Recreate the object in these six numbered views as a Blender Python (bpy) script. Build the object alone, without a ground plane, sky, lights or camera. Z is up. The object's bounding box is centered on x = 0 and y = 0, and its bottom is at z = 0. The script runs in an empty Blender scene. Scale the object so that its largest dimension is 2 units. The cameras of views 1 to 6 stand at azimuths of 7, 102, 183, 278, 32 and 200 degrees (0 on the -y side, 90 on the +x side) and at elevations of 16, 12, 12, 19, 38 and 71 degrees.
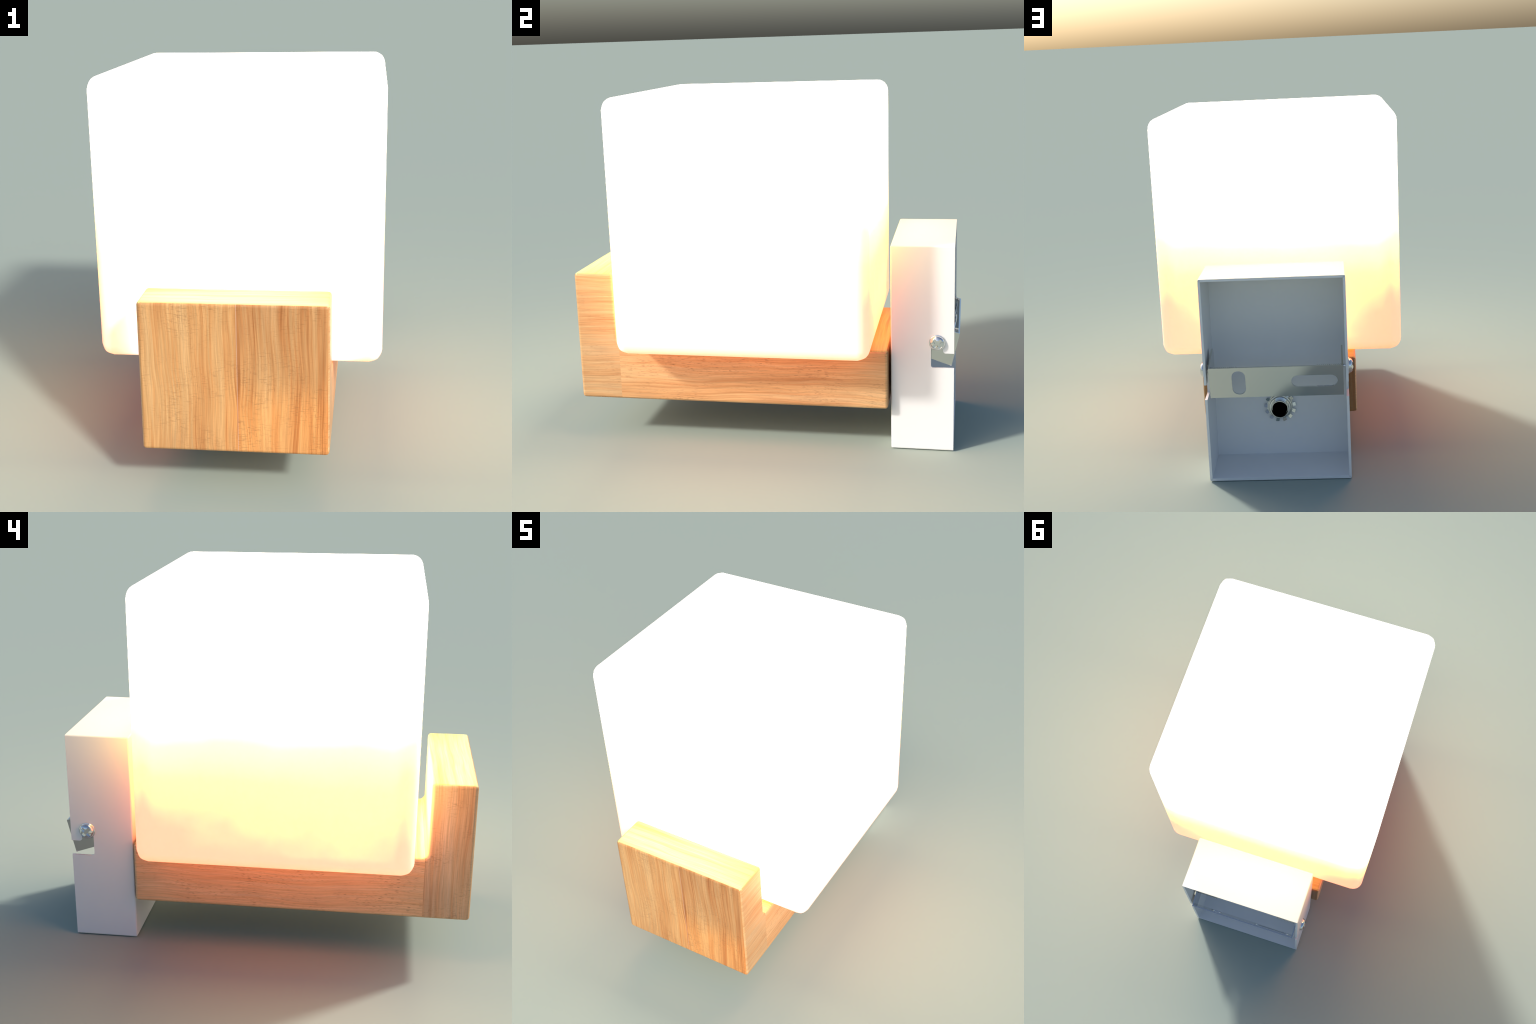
"""Glowing cube wall lamp: frosted cube shade on a wooden L-shaped arm, carried by a
white open-backed wall box with a tilted steel mounting strap, screws and a hollow bolt."""
import math
import bpy
import bmesh
from mathutils import Matrix, Vector

# ------------------------------------------------------------------ node helpers
class Nodes:
    def __init__(self, name):
        self.mat = bpy.data.materials.new(name)
        self.mat.use_nodes = True
        self.t = self.mat.node_tree
        self.t.nodes.clear()
        self.out = self.t.nodes.new("ShaderNodeOutputMaterial")
        self.bsdf = self.t.nodes.new("ShaderNodeBsdfPrincipled")
        self.t.links.new(self.bsdf.outputs[0], self.out.inputs[0])

    def put(self, socket, value):
        if isinstance(value, bpy.types.NodeSocket):
            self.t.links.new(value, socket)
        else:
            socket.default_value = value

    def set(self, **kw):
        for k, v in kw.items():
            self.put(self.bsdf.inputs[k.replace("_", " ")], v)

    def math(self, op, a, b=0.0, c=0.0, clamp=False):
        n = self.t.nodes.new("ShaderNodeMath")
        n.operation, n.use_clamp = op, clamp
        for i, v in enumerate((a, b, c)):
            self.put(n.inputs[i], v)
        return n.outputs[0]

    def mapr(self, v, a, b, c=0.0, d=1.0, smooth=False):
        n = self.t.nodes.new("ShaderNodeMapRange")
        n.interpolation_type = "SMOOTHSTEP" if smooth else "LINEAR"
        n.clamp = True
        for i, x in enumerate((v, a, b, c, d)):
            self.put(n.inputs[i], x)
        return n.outputs[0]

    def coords(self):
        n = self.t.nodes.new("ShaderNodeTexCoord")
        s = self.t.nodes.new("ShaderNodeSeparateXYZ")
        self.t.links.new(n.outputs["Object"], s.inputs[0])
        return n.outputs["Object"], {"x": s.outputs[0], "y": s.outputs[1], "z": s.outputs[2]}

    def vec(self, x, y, z):
        n = self.t.nodes.new("ShaderNodeCombineXYZ")
        for i, v in enumerate((x, y, z)):
            self.put(n.inputs[i], v)
        return n.outputs[0]

    def scaled(self, v, sx, sy, sz, off=(0, 0, 0)):
        n = self.t.nodes.new("ShaderNodeMapping")
        self.put(n.inputs["Vector"], v)
        n.inputs["Scale"].default_value = (sx, sy, sz)
        n.inputs["Location"].default_value = off
        return n.outputs[0]

    def noise(self, v, scale=1.0, detail=2.0, rough=0.5, dist=0.0):
        n = self.t.nodes.new("ShaderNodeTexNoise")
        self.put(n.inputs["Vector"], v)
        n.inputs["Scale"].default_value = scale
        n.inputs["Detail"].default_value = detail
        n.inputs["Roughness"].default_value = rough
        n.inputs["Distortion"].default_value = dist
        return n.outputs[0]

    def mix(self, f, a, b, blend="MIX"):
        n = self.t.nodes.new("ShaderNodeMix")
        n.data_type, n.blend_type = "RGBA", blend
        self.put(n.inputs[0], f)
        for s, v in ((n.inputs[6], a), (n.inputs[7], b)):
            self.put(s, v if isinstance(v, bpy.types.NodeSocket) else (*v, 1.0))
        return n.outputs[2]

    def ramp(self, f, stops):
        n = self.t.nodes.new("ShaderNodeValToRGB")
        self.put(n.inputs[0], f)
        e = n.color_ramp.elements
        while len(e) < len(stops):
            e.new(0.5)
        for el, (p, c) in zip(e, stops):
            el.position, el.color = p, (*c, 1.0)
        return n.outputs[0]

    def bump(self, height, strength, distance):
        n = self.t.nodes.new("ShaderNodeBump")
        n.inputs["Strength"].default_value = strength
        n.inputs["Distance"].default_value = distance
        self.put(n.inputs["Height"], height)
        self.put(self.bsdf.inputs["Normal"], n.outputs[0])


# ------------------------------------------------------------------ materials
def wood(name, along, across, seed, tone=1.0, cracks=0.5, dashes=0.5, streak=1.0, red=0.0, end=False, split=None, sway=0.06, polish=0.0, blue=1.0):
    """Oiled oak / beech with the grain running along one axis of the piece."""
    m = Nodes(name)
    _, ax = m.coords()
    a, c = ax[along], ax[across]
    if split is not None:            # two boards glued edge to edge
        right = m.math("GREATER_THAN", c, split)
        sd = m.math("MULTIPLY_ADD", right, 5.3, seed)
    else:
        sd = seed
    base = m.vec(c, a, sd)
    warp = m.math("MULTIPLY", m.math("SUBTRACT", m.noise(m.scaled(base, 2.2, 1.3, 1), 1, 2, 0.5), 0.5), sway)
    v = m.vec(m.math("ADD", c, warp), a, sd)
    broad = m.noise(m.scaled(v, 8, 0.9, 1, (3.1, 0, 0)), 1, 2, 0.55)
    streaks = m.noise(m.scaled(v, 34, 0.8, 1, (7.7, 2, 0)), 1, 3, 0.65)
    fine = m.noise(m.scaled(v, 95, 1.6, 1, (1.2, 5, 0)), 1, 2, 0.65)
    fibre = m.noise(m.scaled(v, 190, 5.0, 1, (9, 1, 0)), 1, 2, 0.6)
    f = m.math("ADD", m.math("MULTIPLY", broad, 0.30), m.math("MULTIPLY", streaks, 0.42))
    f = m.math("ADD", f, m.math("MULTIPLY", fine, 0.28))
    spread = 0.17 / streak
    f = m.mapr(f, 0.5 - spread, 0.5 + spread)
    light = [(0.72, 0.43, 0.195), (0.69, 0.385, 0.16), (0.66, 0.33, 0.124), (0.55, 0.235, 0.078), (0.45, 0.17, 0.05)]
    if end:
        light = [tuple(x * k for x, k in zip(col, (0.60, 0.58, 0.56))) for col in light]
    light = [tuple(min(1, x * tone * k) for x, k in zip(col, (1.0 + 0.05 * red, 1.0 - 0.10 * red, (1.0 - 0.12 * red) * blue))) for col in light]
    col = m.ramp(f, list(zip((0.0, 0.3, 0.55, 0.8, 1.0), light)))
    k = m.mapr(fibre, 0.36, 0.64, 0.88, 1.10)
    col = m.mix(1.0, col, m.vec(k, k, k), "MULTIPLY")
    # greyer and redder clouds
    cloud = m.noise(m.scaled(base, 4.2, 2.0, 1, (4, 9, 0)), 1, 2, 0.5)
    col = m.mix(m.mapr(cloud, 0.52, 0.72, 0.0, 0.45, True), col, m.mix(1.0, col, (0.80, 0.78, 0.84), "MULTIPLY"))
    if split is not None:
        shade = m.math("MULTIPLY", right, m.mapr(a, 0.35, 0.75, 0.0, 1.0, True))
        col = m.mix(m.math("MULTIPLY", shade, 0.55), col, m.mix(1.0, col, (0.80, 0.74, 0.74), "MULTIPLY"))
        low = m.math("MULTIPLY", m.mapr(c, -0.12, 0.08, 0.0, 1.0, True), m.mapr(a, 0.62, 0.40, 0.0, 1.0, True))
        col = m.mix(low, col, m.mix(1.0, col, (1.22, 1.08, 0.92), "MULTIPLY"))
        line = m.mapr(m.math("ABSOLUTE", m.math("SUBTRACT", c, split)), 0.0010, 0.0028, 0.45, 0.0)
        col = m.mix(line, col, (0.60, 0.40, 0.30))
    # short dark pores along the grain
    d = m.noise(m.scaled(base, 420, 36, 1, (2, 3, 0)), 1, 1, 0.5)
    where = m.noise(m.scaled(base, 9, 4, 1, (5, 5, 0)), 1, 2, 0.5)
    pores = m.math("MULTIPLY", m.mapr(d, 0.61, 0.70, 0, 0.8), m.mapr(where, 0.40, 0.62, 0.15, 1))
    # hairline checks across and along the grain
    h1 = m.noise(m.scaled(base, 34, 400, 1, (1, 8, 0)), 1, 1, 0.5)
    h2 = m.noise(m.scaled(base, 400, 34, 1, (6, 1, 0)), 1, 1, 0.5)
    w2 = m.noise(m.scaled(base, 7, 6, 1, (0, 3, 0)), 1, 2, 0.6)
    chk = m.math("MAXIMUM", m.mapr(h1, 0.61, 0.68, 0, 0.8), m.mapr(h2, 0.62, 0.70, 0, 0.55))
    chk = m.math("MULTIPLY", chk, m.mapr(w2, 0.42, 0.62, 0.1, 1))
    dark = m.math("MAXIMUM", m.math("MULTIPLY", pores, dashes), m.math("MULTIPLY", chk, cracks), clamp=True)
    col = m.mix(dark, col, (0.16, 0.075, 0.03))
    m.set(Base_Color=col, Roughness=m.mapr(fibre, 0.3, 0.7, 0.33 - polish, 0.45 - polish), Specular_IOR_Level=0.35 + polish)
    m.bump(m.math("SUBTRACT", m.math("MULTIPLY", fibre, 0.35), dark), 0.25, 0.0015)
    return m.mat


SH = dict(x=0.651, y0=-0.7195, y1=0.5725, z0=0.5455, z1=1.8415, r=0.060)


def glow_glass():
    """Frosted opal glass lit from inside: white above, amber to rose towards the foot and edges."""
    m = Nodes("lit_opal_glass")
    obj, ax = m.coords()
    yc, hy = (SH["y0"] + SH["y1"]) / 2, (SH["y1"] - SH["y0"]) / 2
    n1 = m.noise(m.scaled(obj, 3.2, 3.2, 4.2), 1, 2, 0.5)
    n2 = m.noise(m.scaled(obj, 1.3, 1.3, 1.0, (4, 0, 2)), 1, 1, 0.5)
    n3 = m.math("SUBTRACT", m.noise(m.scaled(obj, 5.5, 5.5, 6.5, (2, 7, 1)), 1, 3, 0.55), 0.5)
    # nearness to an upright edge: the second largest of |x| and |y| on the walls
    dx = m.math("SUBTRACT", SH["x"], m.math("ABSOLUTE", ax["x"]))
    dy = m.math("SUBTRACT", hy, m.math("ABSOLUTE", m.math("SUBTRACT", ax["y"], yc)))
    edge = m.math("MAXIMUM", dx, dy)
    wide = m.mapr(edge, 0.0, 0.13, 1.0, 0.0, True)
    wider = m.mapr(edge, 0.0, 0.38, 1.0, 0.0, True)
    band = m.math("MULTIPLY", m.mapr(edge, 0.02, 0.055, 0, 1, True), m.mapr(edge, 0.055, 0.11, 1, 0, True))
    band = m.math("MULTIPLY", band, m.mapr(ax["z"], 0.9, 1.2, 1.0, 0.0, True))
    foot = m.math("SUBTRACT", ax["z"], SH["z0"])
    fband = m.math("MULTIPLY", m.mapr(foot, 0.02, 0.05, 0, 1, True), m.mapr(foot, 0.05, 0.10, 1, 0, True))
    h = m.math("ADD", ax["z"], m.math("MULTIPLY", m.math("SUBTRACT", n1, 0.5), GLOW["mottle"]))
    h = m.math("ADD", h, m.math("MULTIPLY", m.math("SUBTRACT", n2, 0.5), 0.07))
    h = m.math("SUBTRACT", h, m.math("MULTIPLY", wide, 0.055))
    h = m.math("SUBTRACT", h, m.math("MULTIPLY", band, 0.10))
    h = m.math("SUBTRACT", h, m.math("MULTIPLY", fband, 0.10))
    # glow painted stronger at the middles of the front and rear panes, brightening nearby wood
    side = m.math("SUBTRACT", ax["y"], yc)
    mid = m.mapr(m.math("ABSOLUTE", ax["x"]), 0.22, 0.60, 1.0, 0.0, True)
    front = m.math("MULTIPLY", m.mapr(side, -hy + 0.04, -hy + 0.005, 0.0, 1.0, True), mid)
    rear = m.math("MULTIPLY", m.mapr(side, hy - 0.04, hy - 0.005, 0.0, 1.0, True), mid)
    low = m.mapr(ax["z"], 0.78, 1.08, 1.0, 0.0, True)
    deep = m.mapr(ax["z"], 0.70, 1.0, 1.0, 0.0, True)
    rear = m.math("MULTIPLY", rear, deep)
    h = m.math("ADD", h, m.math("MULTIPLY", m.math("MULTIPLY", front, 0.42), low))
    h = m.math("ADD", h, m.math("MULTIPLY", rear, 0.18))
    h = m.math("SUBTRACT", h, m.math("MULTIPLY", m.math("MULTIPLY", wider, deep), 0.10))
    h = m.math("ADD", h, m.math("MULTIPLY", m.math("MULTIPLY", n3, deep), 0.30))
    # slightly dimmer towards the back of the flanks
    h = m.math("SUBTRACT", h, m.math("MULTIPLY", m.math("MULTIPLY", m.math("ADD", side, 0.24), low), 0.18))
    t = m.mapr(h, SH["z0"], SH["z1"])
    top = max(max(c) for _, c in GLOW["stops"])
    col = m.ramp(t, [(p, tuple(x / top for x in c)) for p, c in GLOW["stops"]])
    pale = m.math("MULTIPLY_ADD", rear, 0.06, m.math("MULTIPLY", front, m.math("MULTIPLY_ADD", low, 0.8, 0.6)))
    col = m.mix(m.math("MULTIPLY", pale, 1.0), col, (0.0, 0.12, 0.21), "ADD")
    m.set(Base_Color=(0.80, 0.80, 0.79, 1), Roughness=0.6, Specular_IOR_Level=0.15,
          Emission_Color=col, Emission_Strength=m.math("MULTIPLY_ADD", front, 0.6 * top, top))
    return m.mat


GLOW = dict(mottle=0.06, stops=[
    (0.00, (2.1, 0.42, 0.12)),
    (0.07, (2.4, 0.55, 0.15)),
    (0.16, (3.0, 0.76, 0.165)),
    (0.32, (4.2, 1.6, 0.21)),
    (0.46, (5.4, 3.1, 0.48)),
    (0.55, (6.5, 4.5, 1.35)),
    (0.72, (8.2, 6.0, 4.0)),
    (1.00, (8.6, 6.8, 5.0)),
])


def painted():
    m = Nodes("white_powder_coat")
    obj, _ = m.coords()
    n = m.noise(obj, 220, 2, 0.5)
    m.set(Base_Color=(0.83, 0.83, 0.83, 1), Roughness=0.45, Specular_IOR_Level=0.45)
    m.bump(n, 0.04, 0.001)
    return m.mat


def metal(name, col, rough):
    m = Nodes(name)
    obj, _ = m.coords()
    n = m.noise(m.scaled(obj, 30, 400, 400), 1, 2, 0.5)
    m.set(Base_Color=(*col, 1), Metallic=1.0, Roughness=m.mapr(n, 0.3, 0.7, rough * 0.85, rough * 1.15))
    return m.mat


def black():
    m = Nodes("dark_bore")
    m.set(Base_Color=(0.002, 0.002, 0.002, 1), Roughness=1.0, Specular_IOR_Level=0.0)
    return m.mat


# ------------------------------------------------------------------ geometry helpers
root = bpy.data.objects.new("wall_lamp", None)
root["label"] = "glowing frosted cube wall lamp on wooden arm with white box"
root["category"] = "wall lamp"
bpy.context.scene.collection.objects.link(root)


def add(name, bm, mats, parent=root, smooth=35):
    bmesh.ops.recalc_face_normals(bm, faces=bm.faces)
    me = bpy.data.meshes.new(name)
    bm.to_mesh(me)
    bm.free()
    for m in (mats if isinstance(mats, (list, tuple)) else [mats]):
        me.materials.append(m)
    o = bpy.data.objects.new(name, me)
    bpy.context.scene.collection.objects.link(o)
    o.parent = parent
    for p in me.polygons:
        p.use_smooth = True
    me.set_sharp_from_angle(angle=math.radians(smooth))
    return o


def apply_modifiers(o):
    dg = bpy.context.evaluated_depsgraph_get()
    me = bpy.data.meshes.new_from_object(o.evaluated_get(dg))
    old = o.data
    o.modifiers.clear()
    o.data = me
    me.name = o.name
    bpy.data.meshes.remove(old)


def soften(o, width, angle, sharp):
    bv = o.modifiers.new("soft", "BEVEL")
    bv.width, bv.segments, bv.limit_method, bv.angle_limit = width, 2, "ANGLE", math.radians(angle)
    apply_modifiers(o)
    even_normals(o, sharp)


def even_normals(o, sharp):
    """Keep the big flat faces flat: area-weighted vertex normals."""
    for p in o.data.polygons:
        p.use_smooth = True
    o.data.set_sharp_from_angle(angle=math.radians(sharp))
    w = o.modifiers.new("weighted", "WEIGHTED_NORMAL")
    w.mode, w.weight, w.keep_sharp = "FACE_AREA", 100, True
    apply_modifiers(o)


def prism(bm, outline, lo, hi, place):
    """Extrude a closed 2D outline between lo and hi; place(u, v, w) gives the 3D point."""
    a = [bm.verts.new(place(u, v, lo)) for u, v in outline]
    b = [bm.verts.new(place(u, v, hi)) for u, v in outline]
    n = len(outline)
    faces = [bm.faces.new(a), bm.faces.new(b[::-1])]
    for i in range(n):
        faces.append(bm.faces.new((a[i], b[i], b[(i + 1) % n], a[(i + 1) % n])))
    return faces


def arc(cx, cy, r, a0, a1, n=8):
    return [(cx + r * math.cos(math.radians(a0 + (a1 - a0) * i / n)),
             cy + r * math.sin(math.radians(a0 + (a1 - a0) * i / n))) for i in range(n + 1)]


def box(bm, x0, x1, y0, y1, z0, z1):
    return prism(bm, [(x0, y0), (x1, y0), (x1, y1), (x0, y1)], z0, z1, lambda u, v, w: (u, v, w))


def lathe(bm, profile, place, n=48, closed=False):
    """Revolve (radius, height) pairs; place(u, v, h) maps to 3D."""
    rings = []
    for r, h in profile:
        if r < 1e-6:
            rings.append([bm.verts.new(place(0, 0, h))])
        else:
            rings.append([bm.verts.new(place(r * math.cos(math.tau * i / n), r * math.sin(math.tau * i / n), h)) for i in range(n)])
    pairs = list(zip(rings, rings[1:] + (rings[:1] if closed else [])))
    if not closed:
        pairs = pairs[: len(rings) - 1]
    for p, q in pairs:
        for i in range(n):
            j = (i + 1) % n
            vs = [p[i % len(p)], p[j % len(p)], q[j % len(q)], q[i % len(q)]]
            u = []
            for v in vs:
                if v not in u:
                    u.append(v)
            if len(u) > 2:
                bm.faces.new(u)


# ------------------------------------------------------------------ glass shade
def build_shade():
    bm = bmesh.new()
    box(bm, -SH["x"], SH["x"], SH["y0"], SH["y1"], SH["z0"], SH["z1"])
    bmesh.ops.bevel(bm, geom=bm.edges[:], offset=SH["r"], segments=6, profile=0.5, affect="EDGES", clamp_overlap=True)
    o = add("glass_shade", bm, glow_glass(), smooth=60)
    even_normals(o, 60)
    return o


# ------------------------------------------------------------------ wooden arm
WX0, WX1 = -0.4005, 0.4285
Z0, ZB, ZT = 0.2310, 0.5425, 0.9215
SEAM, INNER, FRONT, BACK = -0.775, -0.788, -1.0, 0.6455
FR = 0.032


def fillet():
    """Concave corner between the upright block and the bar, from bar top to block face."""
    return arc(INNER + FR, ZB + FR, FR, 270, 180, 16)


def wood_piece(name, outline, seam_y, mats, pick):
    bm = bmesh.new()
    prism(bm, outline, WX0, WX1, lambda u, v, w: (w, u, v))
    bmesh.ops.recalc_face_normals(bm, faces=bm.faces)
    sel = []
    for e in bm.edges:
        a, b = e.verts
        if abs(a.co.y - seam_y) < 1e-5 and abs(b.co.y - seam_y) < 1e-5:
            continue
        across = abs(a.co.x - b.co.x) > 1e-4
        if across and abs(e.calc_face_angle(0)) < math.radians(40):
            continue
        sel.append(e)
    bmesh.ops.bevel(bm, geom=sel, offset=0.017, segments=5, profile=0.5, affect="EDGES", clamp_overlap=False)
    for f in bm.faces:
        f.normal_update()
        f.material_index = pick(f.normal)
    o = add(name, bm, mats, smooth=50)
    even_normals(o, 50)
    return o


def build_arm():
    fl = fillet()
    zs = min(fl, key=lambda p: abs(p[0] - SEAM))[1]
    right = [p for p in fl if p[0] > SEAM + 1e-4]
    left = [p for p in fl if p[0] < SEAM - 1e-4]
    bar = [(SEAM, Z0), (BACK, Z0), (BACK, ZB)] + right + [(SEAM, zs)]
    block = [(FRONT, Z0), (SEAM, Z0), (SEAM, zs)] + left + [(INNER, ZT), (FRONT, ZT)]

    def dominant(n):
        return max(range(3), key=lambda i: abs(n[i])), n

    def pick_block(n):
        i, _ = dominant(n)
        if i == 0:
            return 1 if n.x > 0 else 2
        if i == 2:
            return 3 if n.z > 0 else 4
        return 0 if n.y < 0 else 3

    def pick_bar(n):
        i, _ = dominant(n)
        if i == 0:
            return 0 if n.x > 0 else 1
        if i == 2:
            return 2 if n.z > 0 else 0
        return 3

    wood_piece("front_block", block, SEAM, [
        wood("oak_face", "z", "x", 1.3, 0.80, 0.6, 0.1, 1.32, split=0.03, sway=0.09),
        wood("oak_flank", "y", "z", 4.1, 0.93, 0.05, 0.4, 0.95, -0.8, sway=0.09, blue=1.18),
        wood("oak_side", "z", "y", 7.9, 1.1, 0.7, 0.1, 1.0, -0.6, blue=1.32),
        wood("oak_top", "x", "y", 2.6, 1.04, 0.05, 0.1, 0.7, -5.0, polish=-0.2),  # oak bleached towards white: lamp glow on top and inner face tinted in
        wood("oak_under", "x", "y", 12.6, 0.9, 0.05, 0.3)], pick_block)
    wood_piece("support_bar", bar, SEAM, [
        wood("beech_flank", "y", "z", 5.5, 1.06, 0.0, 0.75, 0.85, -0.8, sway=0.10, blue=1.18),
        wood("beech_side", "y", "z", 9.2, 1.26, 0.0, 0.8, 0.6, -0.6, sway=0.10, blue=1.3),
        wood("beech_top", "x", "y", 3.7, 1.0, 0.05, 0.1, 1.0, -4.2),  # wood colour paled for the shade's light spilling into the gaps
        wood("beech_end", "z", "x", 6.4, 0.9, 0.8, 0.1, 1.0, 0.0, True)], pick_bar)


# ------------------------------------------------------------------ white wall box
PX0, PX1, PY0, PY1, PZ0, PZ1, PT = -0.356, 0.3755, 0.656, 0.9725, 0.0005, 1.0735, 0.013
SCREW_Y, SCREW_Z = 0.889, 0.5785


def slot_outline():
    """Keyhole-like notch in the box flank: opens at the back rim, then climbs to the screw."""
    yl, yr, zl, zt = 0.8577, 0.917, 0.4445, 0.5222
    c, r = (yl + yr) / 2, (yr - yl) / 2
    pts = [(1.05, zl)]
    pts += arc(yl + 0.014, zl + 0.014, 0.014, 270, 180, 5)
    pts += arc(c, SCREW_Z, r, 180, 0, 12)
    pts += arc(yr + 0.014, zt + 0.014, 0.014, 180, 270, 5)
    pts += [(1.05, zt)]
    return pts


def build_box(paint):
    bm = bmesh.new()
    box(bm, PX0, PX1, PY0, PY1, PZ0, PZ1)
    bmesh.ops.recalc_face_normals(bm, faces=bm.faces)
    up = [e for e in bm.edges if not all(abs(v.co.y - PY1) < 1e-6 for v in e.verts)]
    bmesh.ops.bevel(bm, geom=up, offset=0.008, segments=3, profile=0.5, affect="EDGES")
    back = [f for f in bm.faces if all(abs(v.co.y - PY1) < 1e-6 for v in f.verts)]
    bmesh.ops.delete(bm, geom=back, context="FACES_ONLY")
    o = add("wall_box", bm, paint, smooth=30)
    s = o.modifiers.new("wall", "SOLIDIFY")
    s.thickness, s.offset, s.use_even_offset = PT, -1, True
    cut = bmesh.new()
    prism(cut, slot_outline(), PX0 - 0.05, PX0 + 0.05, lambda u, v, w: (w, u, v))
    prism(cut, slot_outline(), PX1 - 0.05, PX1 + 0.05, lambda u, v, w: (w, u, v))
    c = add("cutter", cut, paint)
    b = o.modifiers.new("slots", "BOOLEAN")
    b.object, b.operation, b.solver = c, "DIFFERENCE", "EXACT"
    apply_modifiers(o)
    bpy.data.objects.remove(c)
    soften(o, 0.003, 50, 55)
    return o


# ------------------------------------------------------------------ steel strap
ST, SB = Vector((0, 0.9995, 0.6190)), Vector((0, 0.9595, 0.4490))
SX0, SX1, STH = -0.3305, 0.3470, 0.008


def stadium(cx, cy, w, h, n=12):
    if w > h:
        r = h / 2
        return arc(cx + w / 2 - r, cy, r, -90, 90, n) + arc(cx - w / 2 + r, cy, r, 90, 270, n)
    r = w / 2
    return arc(cx, cy + h / 2 - r, r, 0, 180, n) + arc(cx, cy - h / 2 + r, r, 180, 360, n)


def build_strap(steel, parent):
    up = (ST - SB).normalized()
    length = (ST - SB).length
    inward = Vector((0, -up.z, up.y))

    def place(u, v, w):          # u along x, v up the strap, w inwards
        p = SB + up * v + inward * w
        return (u, p.y, p.z)

    bm = bmesh.new()
    prism(bm, [(SX0, 0), (SX1, 0), (SX1, length), (SX0, length)], 0, STH, place)
    # side flanges, reaching in past the screws and slightly upwards
    fl = [(ST.y, ST.z), (SB.y, SB.z), (0.800, 0.504)] + [(0.800, 0.64)] + arc(0.838, 0.638, 0.034, 170, 75, 6)
    for x0, x1 in ((SX0, SX0 + STH), (SX1 - STH, SX1)):
        prism(bm, fl, x0, x1, lambda u, v, w: (w, u, v))
    o = add("mounting_strap", bm, steel, parent, smooth=25)
    r = o.modifiers.new("one", "BOOLEAN")
    cut = bmesh.new()
    prism(cut, stadium(0.1975, length * 0.495, 0.068, 0.138), -0.05, 0.05, place)
    prism(cut, stadium(-0.1845, length * 0.50, 0.233, 0.067), -0.05, 0.05, place)
    c = add("cutter", cut, steel)
    r.object, r.operation, r.solver, r.use_self = c, "DIFFERENCE", "EXACT", True
    apply_modifiers(o)
    bpy.data.objects.remove(c)
    soften(o, 0.0015, 40, 55)
    return o


# ------------------------------------------------------------------ screws
def build_screws(chrome, parent):
    bm = bmesh.new()
    prof = [(0.0, -0.004), (0.0405, -0.004), (0.0420, 0.0), (0.0420, 0.0035), (0.0405, 0.0060), (0.0375, 0.0070)]
    prof += [(0.0375 * math.cos(math.radians(a)) ** 0.8, 0.0070 + 0.0200 * math.sin(math.radians(a))) for a in range(10, 90, 8)] + [(0.0, 0.027)]
    place = lambda u, v, h: (h, u, v)
    lathe(bm, prof, place, 48)
    head = add("screw", bm, chrome, parent, smooth=30)
    cut = bmesh.new()
    for ang in (42, 132):
        c, s = math.cos(math.radians(ang)), math.sin(math.radians(ang))
        long, half = 0.0275, 0.0084
        prof2 = [(-long, 0.05), (-long, 0.0160), (-long * 0.86, 0.0150), (long * 0.86, 0.0150), (long, 0.0160), (long, 0.05)]
        prism(cut, prof2, -half, half, lambda u, v, w: (v, u * c - w * s, u * s + w * c))
    cutter = add("cutter", cut, chrome)
    b = head.modifiers.new("cross", "BOOLEAN")
    b.object, b.operation, b.solver, b.use_self = cutter, "DIFFERENCE", "EXACT", True
    apply_modifiers(head)
    bpy.data.objects.remove(cutter)
    # threaded shank, running inwards from the head
    bm = bmesh.new()
    bm.from_mesh(head.data)
    prof = [(0.0085, -0.0045)]
    h = -0.024
    pitch = 0.0098
    while h > -0.152:
        prof += [(0.0085, h), (0.0118, h - pitch * 0.45), (0.0085, h - pitch * 0.9)]
        h -= pitch
    prof += [(0.0070, h - 0.004), (0.0, h - 0.004)]
    lathe(bm, prof, place, 28)
    bmesh.ops.recalc_face_normals(bm, faces=bm.faces)
    bm.to_mesh(head.data)
    bm.free()
    for p in head.data.polygons:
        p.use_smooth = True
    head.data.set_sharp_from_angle(angle=math.radians(28))
    other = head.copy()
    parent.users_collection[0].objects.link(other)
    head.location = (PX1, SCREW_Y, SCREW_Z)
    other.location = (PX0, SCREW_Y - 0.001, SCREW_Z + 0.0005)
    other.rotation_euler = (0, 0, math.pi)
    other.rotation_euler.rotate_axis("X", math.radians(6))


# ------------------------------------------------------------------ hollow bolt with toothed washer
BX, BZ = 0.0135, 0.2870


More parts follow.
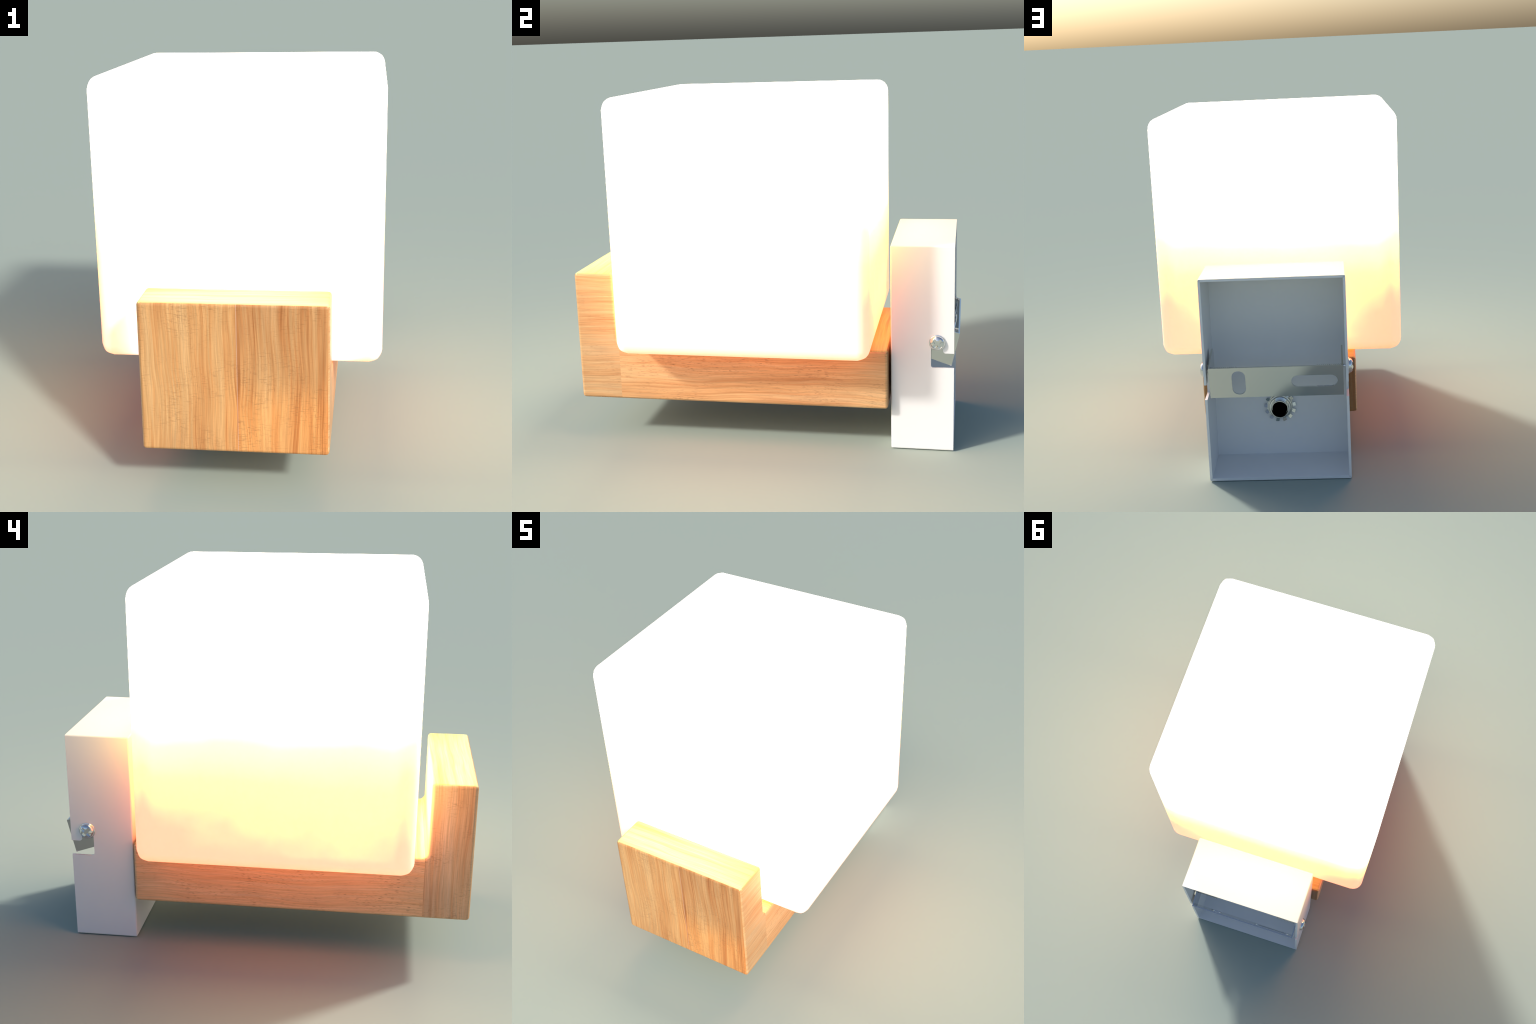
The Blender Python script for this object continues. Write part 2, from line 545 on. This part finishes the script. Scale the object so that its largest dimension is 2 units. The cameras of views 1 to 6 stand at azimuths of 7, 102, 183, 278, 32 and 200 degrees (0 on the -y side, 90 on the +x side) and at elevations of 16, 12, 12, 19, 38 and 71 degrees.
def build_bolt(steel, dark, parent):
    face = PY0 + PT
    place = lambda u, v, h: (BX + u, face + h, BZ + v)
    # toothed lock washer with twisted teeth
    bm = bmesh.new()
    lathe(bm, [(0.050, 0.0005), (0.0700, 0.0005), (0.0700, 0.006), (0.050, 0.006)], place, 64, True)
    teeth = 13
    for k in range(teeth):
        a = math.tau * (k / teeth) + math.radians(4.6)
        rot = Matrix.Rotation(a, 3, "Z")
        tb = [(0.068, -0.0088), (0.0825, -0.0090), (0.0850, -0.0060), (0.0850, 0.0060), (0.0825, 0.0090), (0.068, 0.0088)]
        tw = math.tan(math.radians(24))

        def tooth(u, v, w, rot=rot):
            twist = v * tw * (u - 0.068) / 0.0160
            p = rot @ Vector((u, v, 0))
            return place(p.x, p.y, w + twist)
        prism(bm, tb, 0.0035, 0.0115, tooth)
    add("lock_washer", bm, steel, parent, smooth=35)
    # round collar nut
    bm = bmesh.new()
    lathe(bm, [(0.042, 0.0065), (0.0640, 0.0065), (0.0660, 0.009), (0.0660, 0.0155), (0.0640, 0.0175), (0.0612, 0.0175),
               (0.0600, 0.0155), (0.0585, 0.0155), (0.0575, 0.0225), (0.0555, 0.0245), (0.042, 0.0245)], place, 64, True)
    add("collar_nut", bm, steel, parent, smooth=30)
    # tube
    bm = bmesh.new()
    lathe(bm, [(0.0485, 0.004), (0.0485, 0.032), (0.0475, 0.0335), (0.0475, 0.056), (0.0465, 0.0575), (0.0440, 0.0575),
               (0.0430, 0.0560), (0.0430, 0.004)], place, 64, True)
    add("threaded_tube", bm, steel, parent, smooth=30)
    # dark bore with the thin bright lip of an inner liner
    bm = bmesh.new()
    lathe(bm, [(0.0428, 0.0535), (0.0424, 0.0400), (0.0420, 0.0395), (0.0410, 0.0100), (0.0, 0.0100)], place, 48)
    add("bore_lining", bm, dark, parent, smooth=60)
    bm = bmesh.new()
    lathe(bm, [(0.0423, 0.040), (0.0400, 0.040), (0.0400, 0.0415), (0.0423, 0.0415)], place, 48, True)
    add("liner_lip", bm, steel, parent, smooth=30)


# ------------------------------------------------------------------ assemble
paint = painted()
steel = metal("polished_steel", (0.64, 0.65, 0.64), 0.045)
chrome = metal("chrome", (0.78, 0.78, 0.78), 0.07)
zinc = metal("zinc_plate", (0.70, 0.71, 0.70), 0.09)
build_shade()
build_arm()
wall = build_box(paint)
build_strap(steel, wall)
build_screws(chrome, wall)
build_bolt(zinc, black(), wall)
